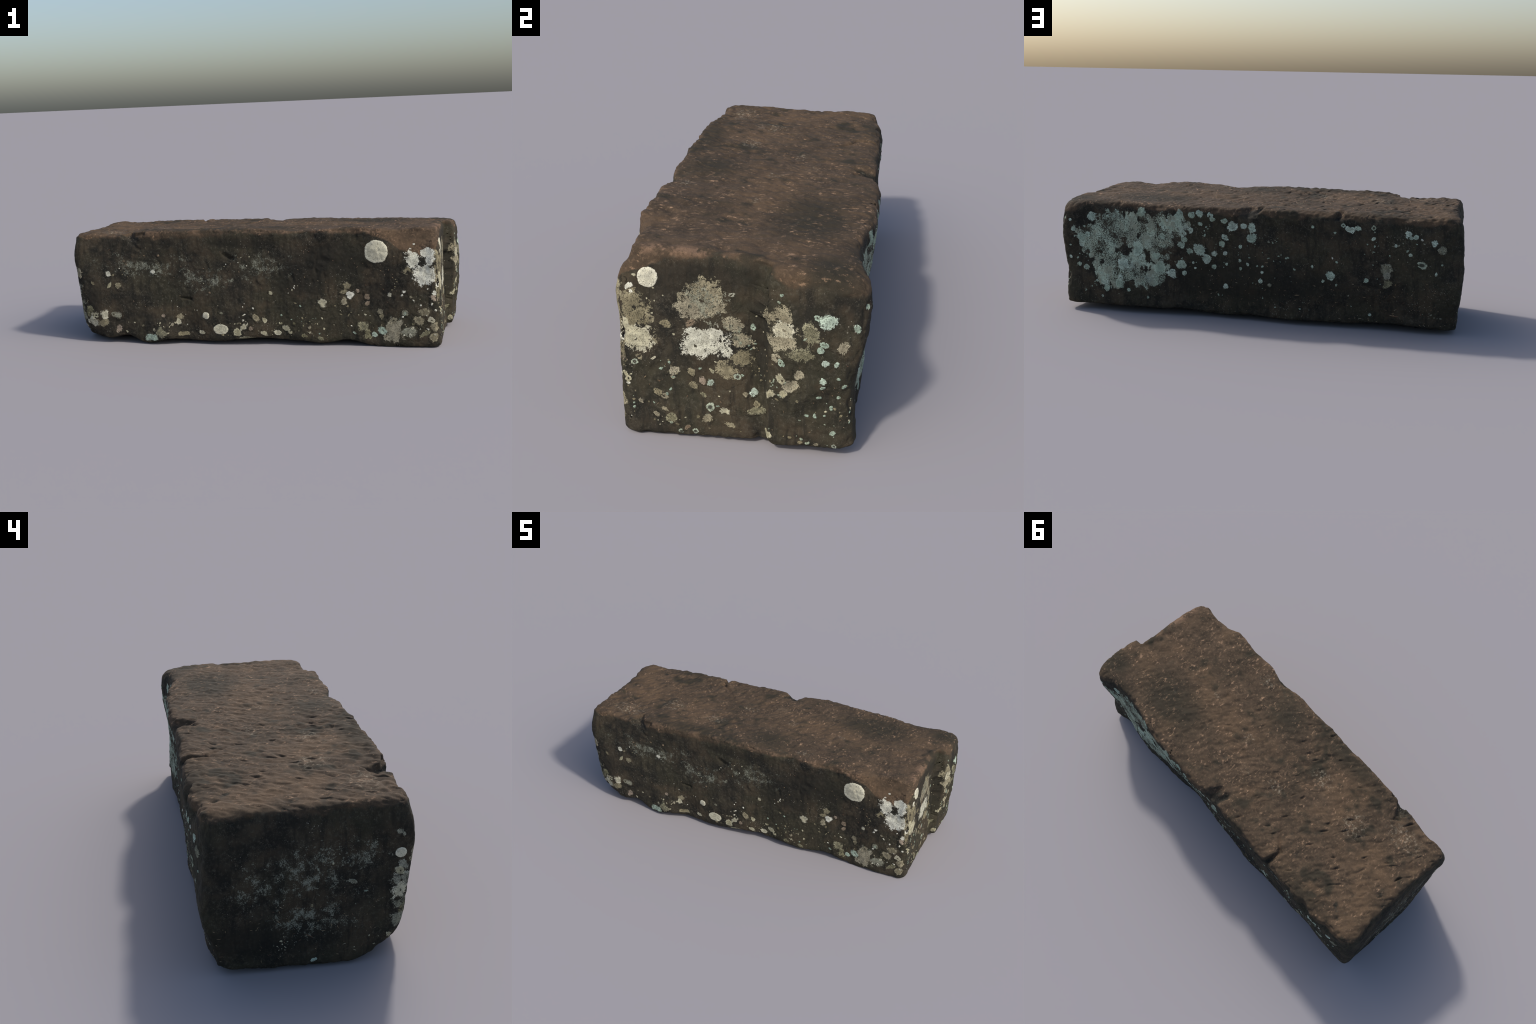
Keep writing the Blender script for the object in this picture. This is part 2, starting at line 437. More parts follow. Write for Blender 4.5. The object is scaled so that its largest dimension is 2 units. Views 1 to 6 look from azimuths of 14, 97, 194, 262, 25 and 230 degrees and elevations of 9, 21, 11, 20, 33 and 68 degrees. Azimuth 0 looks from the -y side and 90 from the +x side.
    spread = k.math("ADD", spread, k.math("MULTIPLY", k.math("SUBTRACT", k.noise(pos, 120, 3, .7), .5), .5))
    spread = k.math("SUBTRACT", spread, k.math("MULTIPLY", k.ramp(k.noise(k.stretch(pos, (1, 1, .22)), 34, 4, .65), .48, .66), .22))
    film = k.math("MULTIPLY", k.ramp(spread, .05, .12), k.ramp(film, .02, .12))
    thin = k.ramp(k.math("ADD", k.noise(pos, 230, 3, .7), k.math("MULTIPLY", k.math("SUBTRACT", mid, .5), .8)), .56, .49)
    tone = k.mix(k.ramp(k.math("MULTIPLY_ADD", k.noise(k.stretch(pos, (1, 1, .3)), 30, 4, .6), .6, k.math("MULTIPLY", mid, .4)), .40, .60), FILM_DARK, FILM)
    tone = k.mix(k.math("MULTIPLY", k.ramp(k.noise(pos, 28, 4, .6), .45, .65), .7), tone, FILM_LIGHT)
    dark = k.mix(k.math("MULTIPLY", film, k.math("MULTIPLY_ADD", thin, .95, .02)), dark, tone)
    # where the brown top gives way to the dark sides
    edge = k.math("MULTIPLY_ADD", k.math("SUBTRACT", k.noise(pos, 11, 4), .5), .07, .543)
    drop = lambda v, a, b, depth: k.math("MULTIPLY", k.ramp(v, a, b), depth)
    front_half = k.ramp(Y, -.15, -.25)
    edge = k.math("SUBTRACT", edge, k.math("MULTIPLY", front_half, k.math("MULTIPLY", k.ramp(X, .60, .84), k.math("MULTIPLY", k.ramp(X, .93, .905), .095))))
    edge = k.math("SUBTRACT", edge, k.math("MULTIPLY", k.ramp(Y, .09, .16), drop(X, .85, .95, .03)))
    edge = k.math("ADD", edge, k.math("MULTIPLY", k.ramp(Y, .05, -.02), k.math("MULTIPLY", k.ramp(X, .87, .91), .02)))
    edge = k.math("ADD", edge, k.math("MULTIPLY", k.ramp(X, .66, .56), k.math("MULTIPLY", front_half, k.ramp(X, -.3, .1, .004, .022))))
    edge = k.math("SUBTRACT", edge, k.math("MULTIPLY", k.ramp(Y, .25, .33), .018))
    bare = k.ramp(k.math("SUBTRACT", Z, k.math("ADD", edge, k.math("MULTIPLY", k.math("SUBTRACT", fine, .5), .02))), -.006, .008)
    # worn arris along the front and right top edges
    worn = k.math("MULTIPLY", k.math("MAXIMUM", k.ramp(Y, -.325, -.345), k.math("MULTIPLY", k.ramp(X, .87, .905), k.ramp(Y, .0, -.06))), k.ramp(k.math("ADD", k.noise(pos, 18, 3), k.math("MULTIPLY", k.math("SUBTRACT", fine, .5), .6)), .42, .62))
    worn = k.math("MULTIPLY", worn, k.math("MULTIPLY", k.ramp(Z, .553, .572), k.ramp(X, -.2, .3, .2, .5)))
    brown = k.mix(worn, brown, WORN)
    colour = k.mix(bare, dark, brown)
    colour = k.mix(k.ramp(dust, .40, .72, 0.0, .5), colour, k.mix(.5, colour, (.0, .0, .0)))
    out = k.add("Group" if False else "Math") if False else g.nodes.new("NodeGroupOutput")
    k.put(out, "Color", colour)
    k.put(out, "Height", k.math("ADD", k.math("MULTIPLY", fine, .6), k.math("MULTIPLY", dust, .4)))
    return g

BROWN, BROWN_DARK, BROWN_LIGHT, BROWN_WARM = (.103, .070, .044), (.060, .043, .028), (.165, .110, .068), (.122, .079, .046)
OLIVE, TAN_GRAIN, PALE_GRAIN, WORN = (.031, .028, .019), (.40, .255, .155), (.46, .39, .28), (.27, .17, .11)
SIDE_BLACK, SIDE_BROWN, SIDE_OLIVE = (.0175, .0165, .013), (.046, .038, .026), (.041, .038, .0225)
SIDE_RUST, SIDE_LIGHT = (.064, .048, .030), (.105, .094, .068)
GRIT = (.15, .135, .098)
POWDER, SPECK = (.26, .27, .21), (.38, .35, .28)
FILM, FILM_DARK, FILM_LIGHT = (.40, .48, .365), (.27, .29, .215), (.55, .66, .51)
STONE_COLOUR = stone_colour_group()

def finish(k, mat, colour, height, bump=.35, depth=.002, rough=.9):
    b = k.add("Bump"); b.inputs["Strength"].default_value = bump; b.inputs["Distance"].default_value = depth
    k.put(b, "Height", height)
    p = k.add("BsdfPrincipled")
    k.put(p, "Base Color", colour); k.put(p, "Normal", b.outputs[0]); k.put(p, "Roughness", rough)
    p.inputs["Specular IOR Level"].default_value = .2
    o = k.add("OutputMaterial"); k.put(o, "Surface", p.outputs[0])

def fresh(name):
    m = bpy.data.materials.new(name); m.use_nodes = True; m.node_tree.nodes.clear()
    return m, Nodes(m.node_tree)

mat_stone, k = fresh("sandstone")
sg = k.add("Group"); sg.node_tree = STONE_COLOUR
finish(k, mat_stone, sg.outputs["Color"], sg.outputs["Height"])
stone.materials.append(mat_stone)

# kind: (main, second, rim) colours, raggedness, hole amount, thickness
LICHEN = {
    "disc":  ((.56, .53, .38), (.40, .38, .28), (.68, .65, .49), .16, .25, .0014),
    "cream": ((.50, .465, .31), (.32, .30, .20), (.62, .59, .43), .90, .30, .0010),
    "white": ((.70, .69, .56), (.46, .45, .36), (.80, .79, .66), 1.0, .30, .0012),
    "tan":   ((.32, .285, .185), (.21, .185, .12), (.41, .37, .245), 1.0, .42, .0009),
    "grey":  ((.30, .30, .22), (.19, .19, .14), (.37, .37, .285), .95, .45, .0009),
    "mint":  ((.42, .52, .405), (.27, .335, .26), (.55, .66, .53), .80, .40, .0010),
    "ring":  ((.34, .39, .29), (.06, .06, .045), (.48, .53, .40), .60, .30, .0011),
    "pink":  ((.33, .26, .185), (.21, .16, .11), (.41, .33, .235), .95, .40, .0009),
    "olive": ((.26, .24, .14), (.15, .14, .08), (.35, .335, .205), 1.0, .50, .0009),
    "film":  ((.35, .42, .325), (.20, .23, .18), (.47, .56, .44), 1.0, .62, .0008),
}

def lichen_material(kind, local):
    """local: the crust has its own object, so distance from its middle is known"""
    main, second, rim, ragged, holes, _ = LICHEN[kind]
    m, k = fresh("lichen_" + kind + ("" if local else "_speck"))
    pos = k.add("NewGeometry").outputs["Position"]
    patch, fine, tiny = k.noise(pos, 45, 3), k.noise(pos, 170, 3, .65), k.noise(pos, 420, 2, .6)
    cracks = k.voronoi(pos, 190, "DISTANCE_TO_EDGE")
    c = k.mix(k.ramp(patch, .38, .62), main, second if kind not in ("ring",) else main)
    c = k.mix(k.math("MULTIPLY", k.ramp(fine, .50, .68), .55), c, rim)
    c = k.mix(k.math("MULTIPLY", k.ramp(cracks, .12, .0), .6), c, second)
    sg = k.add("Group"); sg.node_tree = STONE_COLOUR
    hole = k.ramp(k.math("ADD", k.math("MULTIPLY", tiny, .5), k.math("MULTIPLY", fine, .5)), .66 - .22 * holes, .60 - .22 * holes)
    if local:
        obj = k.add("TexCoord").outputs["Object"]
        flat = k.stretch(obj, (1, 1, 0))
        l = k.add("VectorMath", operation="LENGTH"); k.put(l, 0, flat)
        r = l.outputs["Value"]
        c = k.mix(k.math("MULTIPLY", k.ramp(r, .62, .86), .55), c, rim)
        if kind == "ring":
            c = k.mix(k.ramp(k.math("ADD", r, k.math("MULTIPLY", k.math("SUBTRACT", fine, .5), .5)), .55, .40), c, second)
        shape = k.math("ADD", k.math("MULTIPLY", k.math("SUBTRACT", k.noise(pos, 34, 5, .65), .5), 2.3 * ragged),
                       k.math("MULTIPLY", k.math("SUBTRACT", fine, .5), 1.5 * ragged))
        cover = k.ramp(k.math("ADD", k.math("SUBTRACT", .92 if ragged > .2 else 1.15, r), shape), -.03, .05)
        cover = k.math("MULTIPLY", cover, k.math("MAXIMUM", hole, k.ramp(r, .9, .3, 0.0, .55 - .5 * holes)))
    else:
        cover = k.math("MAXIMUM", hole, .35)
    tint = k.add("ObjectInfo").outputs["Random"]
    h = k.add("HueSaturation"); k.put(h, "Color", c); k.put(h, "Value", k.math("MULTIPLY_ADD", tint, .36, .82)); k.put(h, "Saturation", k.math("MULTIPLY_ADD", tint, -.3, 1.12))
    c = k.mix(cover, sg.outputs["Color"], h.outputs[0])
    finish(k, m, c, k.math("ADD", fine, k.math("MULTIPLY", k.ramp(cracks, 0, .12), .4)), .5, .002, .95)
    return m

CRUST = {(kind, local): lichen_material(kind, local) for kind in LICHEN for local in (True, False)}

# ------------------------------------------------------------------ lichens
FACING = {"front": (0, -1, 0), "back": (0, 1, 0), "end": (1, 0, 0), "left": (-1, 0, 0)}
# by face: kind, place along the face, height, radius (and upright radius where it is not round), metres
PLACES = {
    "front": [
        ("disc", 0.627, 0.472, 0.06), ("white", 0.8, 0.437, 0.035, 0.046), ("white", 0.868, 0.464, 0.035, 0.028), ("white", 0.882, 0.433, 0.028),
        ("white", 0.858, 0.363, 0.058), ("white", 0.871, 0.372, 0.039), ("tan", 0.912, 0.399, 0.026, 0.083), ("tan", 0.777, 0.377, 0.026, 0.021),
        ("tan", 0.919, 0.286, 0.016, 0.056), ("cream", 0.808, 0.344, 0.023, 0.037), ("cream", 0.356, 0.215, 0.024), ("tan", 0.479, 0.299, 0.021),
        ("white", 0.497, 0.256, 0.02), ("tan", 0.463, 0.225, 0.017), ("tan", 0.467, 0.275, 0.019, 0.012), ("pink", 0.532, 0.277, 0.012),
        ("pink", 0.578, 0.245, 0.015), ("pink", 0.579, 0.212, 0.013), ("cream", 0.686, 0.257, 0.012), ("white", 0.759, 0.274, 0.01),
        ("tan", 0.79, 0.248, 0.008), ("tan", 0.706, 0.082, 0.052, 0.064), ("mint", 0.652, 0.079, 0.026), ("grey", 0.78, 0.075, 0.04, 0.026),
        ("tan", 0.85, 0.175, 0.029, 0.022), ("tan", 0.829, 0.132, 0.024, 0.02), ("tan", 0.639, 0.174, 0.014, 0.017),
        ("tan", 0.648, 0.15, 0.012, 0.017), ("grey", 0.761, 0.169, 0.016), ("olive", 0.551, 0.097, 0.026, 0.028), ("olive", 0.578, 0.059, 0.024),
        ("mint", 0.613, 0.059, 0.016, 0.013), ("mint", 0.511, 0.066, 0.01, 0.007), ("pink", 0.906, 0.246, 0.029, 0.016),
        ("white", 0.902, 0.27, 0.012), ("cream", 0.886, 0.136, 0.015, 0.021), ("tan", 0.899, 0.1, 0.023, 0.028),
        ("olive", 0.858, 0.067, 0.029, 0.014), ("tan", 0.898, 0.053, 0.023), ("white", 0.915, 0.31, 0.014), ("cream", 0.096, 0.264, 0.011),
        ("cream", 0.127, 0.063, 0.02, 0.013), ("cream", 0.17, 0.083, 0.022, 0.015), ("cream", 0.192, 0.065, 0.011),
        ("tan", 0.702, 0.129, 0.021, 0.019), ("olive", 0.346, 0.034, 0.019, 0.01), ("cream", 0.061, 0.06, 0.017, 0.012),
        ("white", 0.805, 0.504, 0.006), ("white", 0.6, 0.485, 0.005), ("tan", 0.217, 0.214, 0.006), ("cream", 0.352, 0.138, 0.006),
        ("white", -0.754, 0.368, 0.014), ("tan", -0.729, 0.358, 0.008), ("cream", -0.754, 0.305, 0.009, 0.02), ("tan", -0.705, 0.305, 0.018),
        ("white", -0.517, 0.373, 0.014), ("pink", -0.48, 0.456, 0.007), ("cream", -0.842, 0.146, 0.026), ("cream", -0.791, 0.153, 0.026),
        ("tan", -0.834, 0.11, 0.021, 0.025), ("grey", -0.74, 0.153, 0.014, 0.012), ("grey", -0.715, 0.147, 0.018, 0.021),
        ("pink", -0.719, 0.075, 0.023, 0.019), ("pink", -0.466, 0.148, 0.011), ("tan", -0.38, 0.143, 0.019), ("cream", -0.388, 0.118, 0.012, 0.016),
        ("disc", -0.241, 0.149, 0.02), ("disc", -0.166, 0.079, 0.041, 0.028), ("cream", -0.265, 0.06, 0.019, 0.011),
        ("cream", -0.079, 0.065, 0.019, 0.022), ("cream", -0.046, 0.092, 0.024, 0.015), ("pink", -0.009, 0.083, 0.012),
        ("tan", 0.019, 0.141, 0.023, 0.014), ("cream", 0.06, 0.128, 0.012, 0.015), ("cream", 0.053, 0.062, 0.014, 0.012),
        ("mint", -0.533, 0.034, 0.037, 0.021), ("olive", -0.482, 0.064, 0.025, 0.027), ("grey", -0.161, 0.163, 0.01, 0.007),
        ("tan", -0.918, 0.364, 0.018, 0.035), ("tan", -0.844, 0.315, 0.011, 0.007), ("cream", -0.859, 0.113, 0.036, 0.031),
        ("tan", -0.8, 0.107, 0.035, 0.02), ("olive", -0.871, 0.16, 0.031), ("olive", -0.477, 0.054, 0.03, 0.022), ("tan", -0.363, 0.054, 0.03, 0.012),
        ("olive", -0.036, 0.033, 0.044, 0.012),
    ],
    "end": [
        ("disc", -0.251, 0.496, 0.031), ("white", -0.305, 0.468, 0.014, 0.009), ("white", -0.297, 0.452, 0.007), ("tan", -0.29, 0.406, 0.043, 0.049),
        ("tan", -0.285, 0.349, 0.051, 0.055), ("cream", -0.29, 0.311, 0.06, 0.045), ("cream", -0.309, 0.33, 0.028, 0.06),
        ("tan", -0.249, 0.372, 0.017), ("tan", -0.247, 0.319, 0.028, 0.03), ("tan", -0.204, 0.359, 0.017, 0.015),
        ("tan", -0.093, 0.472, 0.054, 0.038), ("grey", -0.101, 0.435, 0.063, 0.046), ("tan", -0.139, 0.396, 0.027, 0.022),
        ("tan", -0.06, 0.454, 0.018, 0.024), ("tan", -0.153, 0.444, 0.018, 0.02), ("white", -0.095, 0.33, 0.064, 0.037),
        ("white", -0.118, 0.299, 0.046, 0.042), ("white", -0.073, 0.311, 0.05, 0.039), ("grey", -0.02, 0.336, 0.063, 0.037),
        ("tan", -0.02, 0.369, 0.045, 0.024), ("white", -0.027, 0.29, 0.017, 0.022), ("tan", -0.001, 0.329, 0.05, 0.034),
        ("grey", -0.057, 0.349, 0.054, 0.029), ("tan", -0.132, 0.417, 0.041, 0.044), ("tan", -0.068, 0.421, 0.036, 0.029),
        ("tan", 0.011, 0.272, 0.039, 0.032), ("tan", -0.027, 0.227, 0.035, 0.026), ("tan", -0.046, 0.247, 0.015), ("tan", 0.12, 0.417, 0.044, 0.04),
        ("tan", 0.132, 0.373, 0.046, 0.04), ("cream", 0.135, 0.392, 0.031, 0.033), ("olive", 0.208, 0.391, 0.026, 0.042),
        ("olive", 0.185, 0.326, 0.044, 0.021), ("mint", 0.249, 0.43, 0.03, 0.023), ("mint", 0.224, 0.436, 0.011), ("mint", 0.33, 0.408, 0.015, 0.013),
        ("mint", 0.125, 0.492, 0.006), ("mint", 0.353, 0.465, 0.008), ("tan", 0.294, 0.353, 0.016, 0.019), ("mint", 0.25, 0.306, 0.012),
        ("mint", 0.244, 0.362, 0.013, 0.01), ("mint", 0.234, 0.348, 0.011), ("cream", 0.129, 0.244, 0.013, 0.019),
        ("tan", 0.153, 0.225, 0.026, 0.018), ("cream", 0.137, 0.201, 0.013), ("cream", 0.099, 0.192, 0.012, 0.02), ("tan", 0.118, 0.31, 0.016, 0.014),
        ("mint", 0.13, 0.296, 0.008, 0.014), ("cream", 0.088, 0.056, 0.017, 0.014), ("mint", 0.048, 0.165, 0.013), ("tan", 0.023, 0.16, 0.009),
        ("mint", -0.079, 0.185, 0.012), ("ring", 0.001, 0.211, 0.011), ("tan", -0.181, 0.217, 0.017, 0.015), ("mint", -0.216, 0.22, 0.006),
        ("ring", -0.294, 0.237, 0.011), ("tan", -0.282, 0.254, 0.015), ("tan", -0.227, 0.144, 0.014, 0.011), ("tan", -0.209, 0.132, 0.012),
        ("tan", -0.127, 0.173, 0.013, 0.01), ("pink", -0.098, 0.189, 0.013), ("tan", -0.21, 0.092, 0.013, 0.009),
        ("olive", -0.191, 0.064, 0.017, 0.015), ("mint", -0.185, 0.195, 0.006), ("ring", -0.077, 0.109, 0.013),
        ("cream", -0.036, 0.098, 0.016, 0.014), ("tan", -0.087, 0.072, 0.016, 0.014), ("tan", -0.112, 0.076, 0.008),
        ("tan", -0.017, 0.058, 0.016, 0.01), ("ring", -0.121, 0.027, 0.01), ("ring", -0.163, 0.022, 0.009), ("olive", 0.055, 0.11, 0.029, 0.013),
        ("tan", 0.056, 0.126, 0.01), ("mint", 0.237, 0.199, 0.007), ("mint", 0.289, 0.197, 0.006), ("mint", 0.27, 0.162, 0.007),
        ("mint", 0.244, 0.253, 0.011), ("mint", 0.245, 0.232, 0.008), ("tan", 0.178, 0.261, 0.015, 0.013), ("mint", 0.203, 0.135, 0.006),
        ("mint", 0.225, 0.137, 0.007), ("mint", 0.251, 0.139, 0.004), ("cream", -0.314, 0.179, 0.011), ("cream", -0.322, 0.194, 0.006, 0.013),
        ("tan", -0.131, 0.214, 0.01, 0.012), ("cream", -0.073, 0.223, 0.005, 0.01), ("mint", -0.106, 0.228, 0.005), ("mint", 0.015, 0.216, 0.006),
        ("tan", -0.149, 0.276, 0.014, 0.02), ("pink", -0.132, 0.368, 0.015, 0.012), ("cream", -0.256, 0.281, 0.005),
        ("cream", -0.24, 0.252, 0.004, 0.01), ("grey", -0.016, 0.459, 0.01, 0.006), ("ring", 0.12, 0.471, 0.006), ("mint", 0.058, 0.454, 0.007),
        ("mint", 0.043, 0.364, 0.009, 0.012), ("olive", -0.097, 0.145, 0.012, 0.007), ("tan", -0.234, 0.073, 0.012, 0.007),
        ("pink", -0.144, 0.037, 0.011, 0.006), ("tan", 0.177, 0.184, 0.005), ("mint", 0.275, 0.083, 0.008, 0.011), ("mint", -0.193, 0.156, 0.005),
        ("mint", -0.202, 0.139, 0.005), ("cream", -0.021, 0.163, 0.003), ("cream", -0.052, 0.145, 0.003),
    ],
    "back": [
        ("mint", 0.824, 0.476, 0.023), ("mint", 0.363, 0.512, 0.027), ("mint", 0.298, 0.513, 0.018), ("mint", 0.257, 0.522, 0.02),
        ("mint", 0.204, 0.516, 0.015), ("mint", 0.192, 0.499, 0.014), ("mint", 0.254, 0.472, 0.011), ("mint", 0.135, 0.492, 0.018),
        ("mint", 0.098, 0.471, 0.026), ("mint", 0.044, 0.471, 0.017), ("mint", 0.008, 0.463, 0.023), ("mint", -0, 0.415, 0.026),
        ("mint", 0.136, 0.412, 0.019), ("mint", 0.149, 0.382, 0.019), ("mint", 0.346, 0.421, 0.019), ("mint", 0.305, 0.438, 0.015),
        ("mint", 0.337, 0.391, 0.017), ("mint", 0.353, 0.365, 0.02), ("mint", 0.314, 0.334, 0.017), ("mint", 0.264, 0.344, 0.03),
        ("mint", 0.192, 0.328, 0.016), ("mint", 0.228, 0.301, 0.025), ("mint", 0.194, 0.262, 0.013), ("mint", 0.36, 0.263, 0.025),
        ("mint", 0.406, 0.214, 0.025), ("mint", 0.345, 0.22, 0.012), ("mint", 0.364, 0.47, 0.017), ("mint", 0.059, 0.37, 0.009),
        ("mint", 0.236, 0.417, 0.007), ("mint", 0.137, 0.165, 0.015), ("mint", -0.043, 0.208, 0.012), ("mint", 0.914, 0.414, 0.014),
        ("mint", 0.929, 0.457, 0.008), ("mint", 0.942, 0.266, 0.009), ("mint", 0.937, 0.327, 0.006), ("mint", 0.859, 0.219, 0.016),
        ("mint", 0.897, 0.232, 0.013), ("mint", 0.751, 0.119, 0.018), ("mint", 0.761, 0.144, 0.02), ("mint", 0.677, 0.146, 0.025),
        ("mint", 0.777, 0.074, 0.008), ("mint", 0.87, 0.098, 0.006), ("mint", 0.63, 0.119, 0.01), ("mint", 0.534, 0.085, 0.008),
        ("mint", 0.057, 0.263, 0.01), ("mint", 0.062, 0.303, 0.009), ("mint", 0.021, 0.286, 0.009), ("mint", -0.436, 0.501, 0.012),
        ("mint", -0.469, 0.485, 0.026, 0.018), ("mint", -0.505, 0.49, 0.014), ("mint", -0.398, 0.464, 0.007), ("ring", -0.58, 0.498, 0.012),
        ("mint", -0.582, 0.447, 0.013, 0.008), ("mint", -0.74, 0.474, 0.018), ("mint", -0.754, 0.461, 0.013), ("mint", -0.774, 0.464, 0.013),
        ("white", -0.804, 0.453, 0.006), ("mint", -0.858, 0.441, 0.016), ("grey", -0.894, 0.41, 0.022, 0.024), ("mint", -0.685, 0.422, 0.008),
        ("mint", -0.753, 0.381, 0.009), ("mint", -0.738, 0.399, 0.007), ("ring", -0.805, 0.336, 0.026, 0.017), ("grey", -0.64, 0.306, 0.03),
        ("grey", -0.645, 0.275, 0.021), ("olive", -0.649, 0.236, 0.024, 0.018), ("mint", -0.381, 0.257, 0.025, 0.021), ("mint", -0.346, 0.228, 0.01),
        ("mint", -0.41, 0.215, 0.007), ("mint", -0.55, 0.247, 0.013, 0.011), ("mint", -0.293, 0.296, 0.009), ("mint", -0.567, 0.075, 0.008),
        ("mint", -0.293, 0.488, 0.008), ("mint", -0.872, 0.297, 0.006, 0.012), ("grey", -0.086, 0.189, 0.01), ("mint", -0.895, 0.34, 0.006),
        ("mint", -0.41, 0.324, 0.007), ("white", -0.389, 0.343, 0.005),
    ],
    "left": [
        ("disc", -0.317, 0.385, 0.021), ("grey", -0.307, 0.463, 0.011, 0.013), ("grey", -0.321, 0.455, 0.006, 0.01),
        ("grey", -0.329, 0.342, 0.024, 0.016), ("grey", -0.324, 0.284, 0.037, 0.033), ("cream", -0.323, 0.248, 0.033), ("grey", -0.334, 0.206, 0.037),
        ("olive", -0.33, 0.169, 0.029), ("grey", -0.323, 0.138, 0.033), ("cream", -0.318, 0.321, 0.02, 0.016), ("mint", -0.205, 0.26, 0.005),
        ("mint", -0.037, 0.031, 0.011, 0.007), ("tan", -0.027, 0.226, 0.006), ("grey", -0.16, 0.301, 0.016, 0.008),
        ("cream", -0.295, 0.085, 0.017, 0.01),
    ],
}

def spot(face, s, h):
    """the point and outward direction on the stone at place s, height h of a face"""
    d = Vector(FACING[face])
    start = Vector((s, 0, h)) + d * 1.5 if face in ("front", "back") else Vector((0, s, h)) + d * 1.5
    hit, n, _, _ = bvh.ray_cast(start, -d)
    if hit is None:
        hit, n, _, _ = bvh.find_nearest(start - d * .55)
    mean = Vector(n)
    for a in range(6):
        q = hit + (Vector((math.cos(a), math.sin(a) * .6, math.sin(a * 1.7)))) * .012
        mean += bvh.find_nearest(q)[1]
    return hit, (mean.normalized() + d * .6).normalized()

def crust(kind, face, s, h, a, b, seed, coarse=False):
    """vertices (world), faces and frame of one lichen: a lobed thin crust laid on the stone"""
    hit, n = spot(face, s, h)
    side = Vector((0, 0, 1)).cross(n).normalized()
    frame = (side, n.cross(side), n)
    if kind != "disc" and max(a, b) < .03:                                  # small ones are lopsided and turned any way
        slant = np.random.default_rng(seed + 5000)
        w = float(slant.uniform(-1, 1))
        frame = ((side * math.cos(w) + frame[1] * math.sin(w)), (frame[1] * math.cos(w) - side * math.sin(w)), n)
        q = float(slant.uniform(.62, 1.0)); a, b = a / q ** .5, b * q ** .5
    ragged, thick = LICHEN[kind][3], LICHEN[kind][5]
    if ragged > .5 and not coarse: a, b = a * 1.22, b * 1.22
    local = np.random.default_rng(seed)
    reach = 1.28 if ragged > .3 else 1.0
    if coarse: reach = 1.0
    seg = int(np.clip(2 * math.pi * max(a, b) * reach / .0030, 18, 120))
    rings = int(np.clip(max(a, b) * reach / .0042, 3, 26))
    th = np.arange(seg) / seg * 2 * math.pi
    ox, oy = local.uniform(-50, 50, 2)
    if kind == "disc":
        out = np.ones(seg)
    else:                                                                  # several thalli grown together
        out = np.full(seg, .35)
        turn = local.uniform(0, 6.28)
        for q in range(int(local.integers(3, 7))):
            off, ang = local.uniform(.2, .75), turn + q * 2.4 + local.normal() * .5
            rad = off * .98 + local.uniform(.06, .30)
            proj = off * np.cos(th - ang)
            out = np.maximum(out, proj + np.sqrt(rad * rad - off * off + proj * proj))
        out /= np.sqrt((out**2).mean()) * .98
    lobe = np.zeros(seg)
    for f, amp in ((1.0, .16), (2.2, .14), (4.5, .15), (9, .14)):
        lobe += amp * noise(np.cos(th) * f + ox, np.sin(th) * f + oy, th * 0 + f, 3)
    out = out * np.maximum(.30, 1 + lobe * (.35 if kind == "disc" else 1.35))
    verts, faces = [], []
    def lay(u, v, lift):
        q = hit + frame[0] * (u * a) + frame[1] * (v * b)
        p = bvh.ray_cast(q + n * .06, -n, .14)[0]
        if p is None or (p - q).length > .035: p = bvh.find_nearest(q)[0]
        return p + n * lift
    verts.append(lay(0, 0, thick))
    for i in range(1, rings + 1):
        r = (i / rings) ** .8
        for j in range(seg):
            u, v = math.cos(th[j]) * r * out[j] * reach, math.sin(th[j]) * r * out[j] * reach
            lift = thick * (1 - r**4) + .0006 - .0024 * max(0, (r - .93) / .07)
            verts.append(lay(u, v, lift))
    bump = noise(*(np.array(verts).T / .009), 5) * .3 + noise(*(np.array(verts).T / .02), 6) * .3
    for i, bv in enumerate(bump):
        if i < 1 + (rings - 1) * seg: verts[i] = verts[i] + n * float(bv) * thick
    for j in range(seg): faces.append((0, 1 + j, 1 + (j + 1) % seg))
    for i in range(rings - 1):
        o = 1 + i * seg
        faces += [(o + j, o + seg + j, o + seg + (j + 1) % seg, o + (j + 1) % seg) for j in range(seg)]
    return verts, faces, hit, frame

def build_mesh(name, verts, faces, mat):
    me = bpy.data.meshes.new(name)
    me.from_pydata([tuple(v) for v in verts], [], faces)
    me.materials.append(mat); me.shade_smooth()
    return me

def child(name, me, matrix=None, stuff=False):
    ob = bpy.data.objects.new(name, me)
    ob.parent = block
    if matrix is not None: ob.matrix_world = matrix
    if stuff: ob["kind"] = "stuff"
    bpy.context.scene.collection.objects.link(ob)
    return ob

crusts = [(kind, face, r[0], r[1], r[2], r[3] if len(r) > 3 else r[2]) for face, rows in PLACES.items() for kind, *r in rows]

# the blue-green sheet on the back: rosettes grown into one another, leaving some bare islands
bare = [(.71, .345, .045), (.63, .45, .035), (.76, .37, .025), (.45, .35, .035), (.72, .255, .04), (.53, .27, .03), (.80, .35, .03), (.40, .42, .03)]
def in_sheet(x, z):
    lower = np.interp(x, [.36, .42, .52, .66, .78, .88, .92], [.40, .27, .18, .13, .15, .30, .38])
    upper = np.interp(x, [.36, .44, .54, .68, .78, .86, .92], [.46, .50, .515, .515, .485, .455, .42])
    return lower < z < upper and all(math.hypot(x - bx, z - bz) > br for bx, bz, br in bare)
film, grown = [], []
while len(grown) < 20:
    x, z, r = rng.uniform(.34, .92), rng.uniform(.12, .52), rng.uniform(.012, .034)
    if in_sheet(x, z) and all(math.hypot(x - gx, z - gz) > .55 * (r + gr) for gx, gz, gr in grown):
        grown.append((x, z, r))
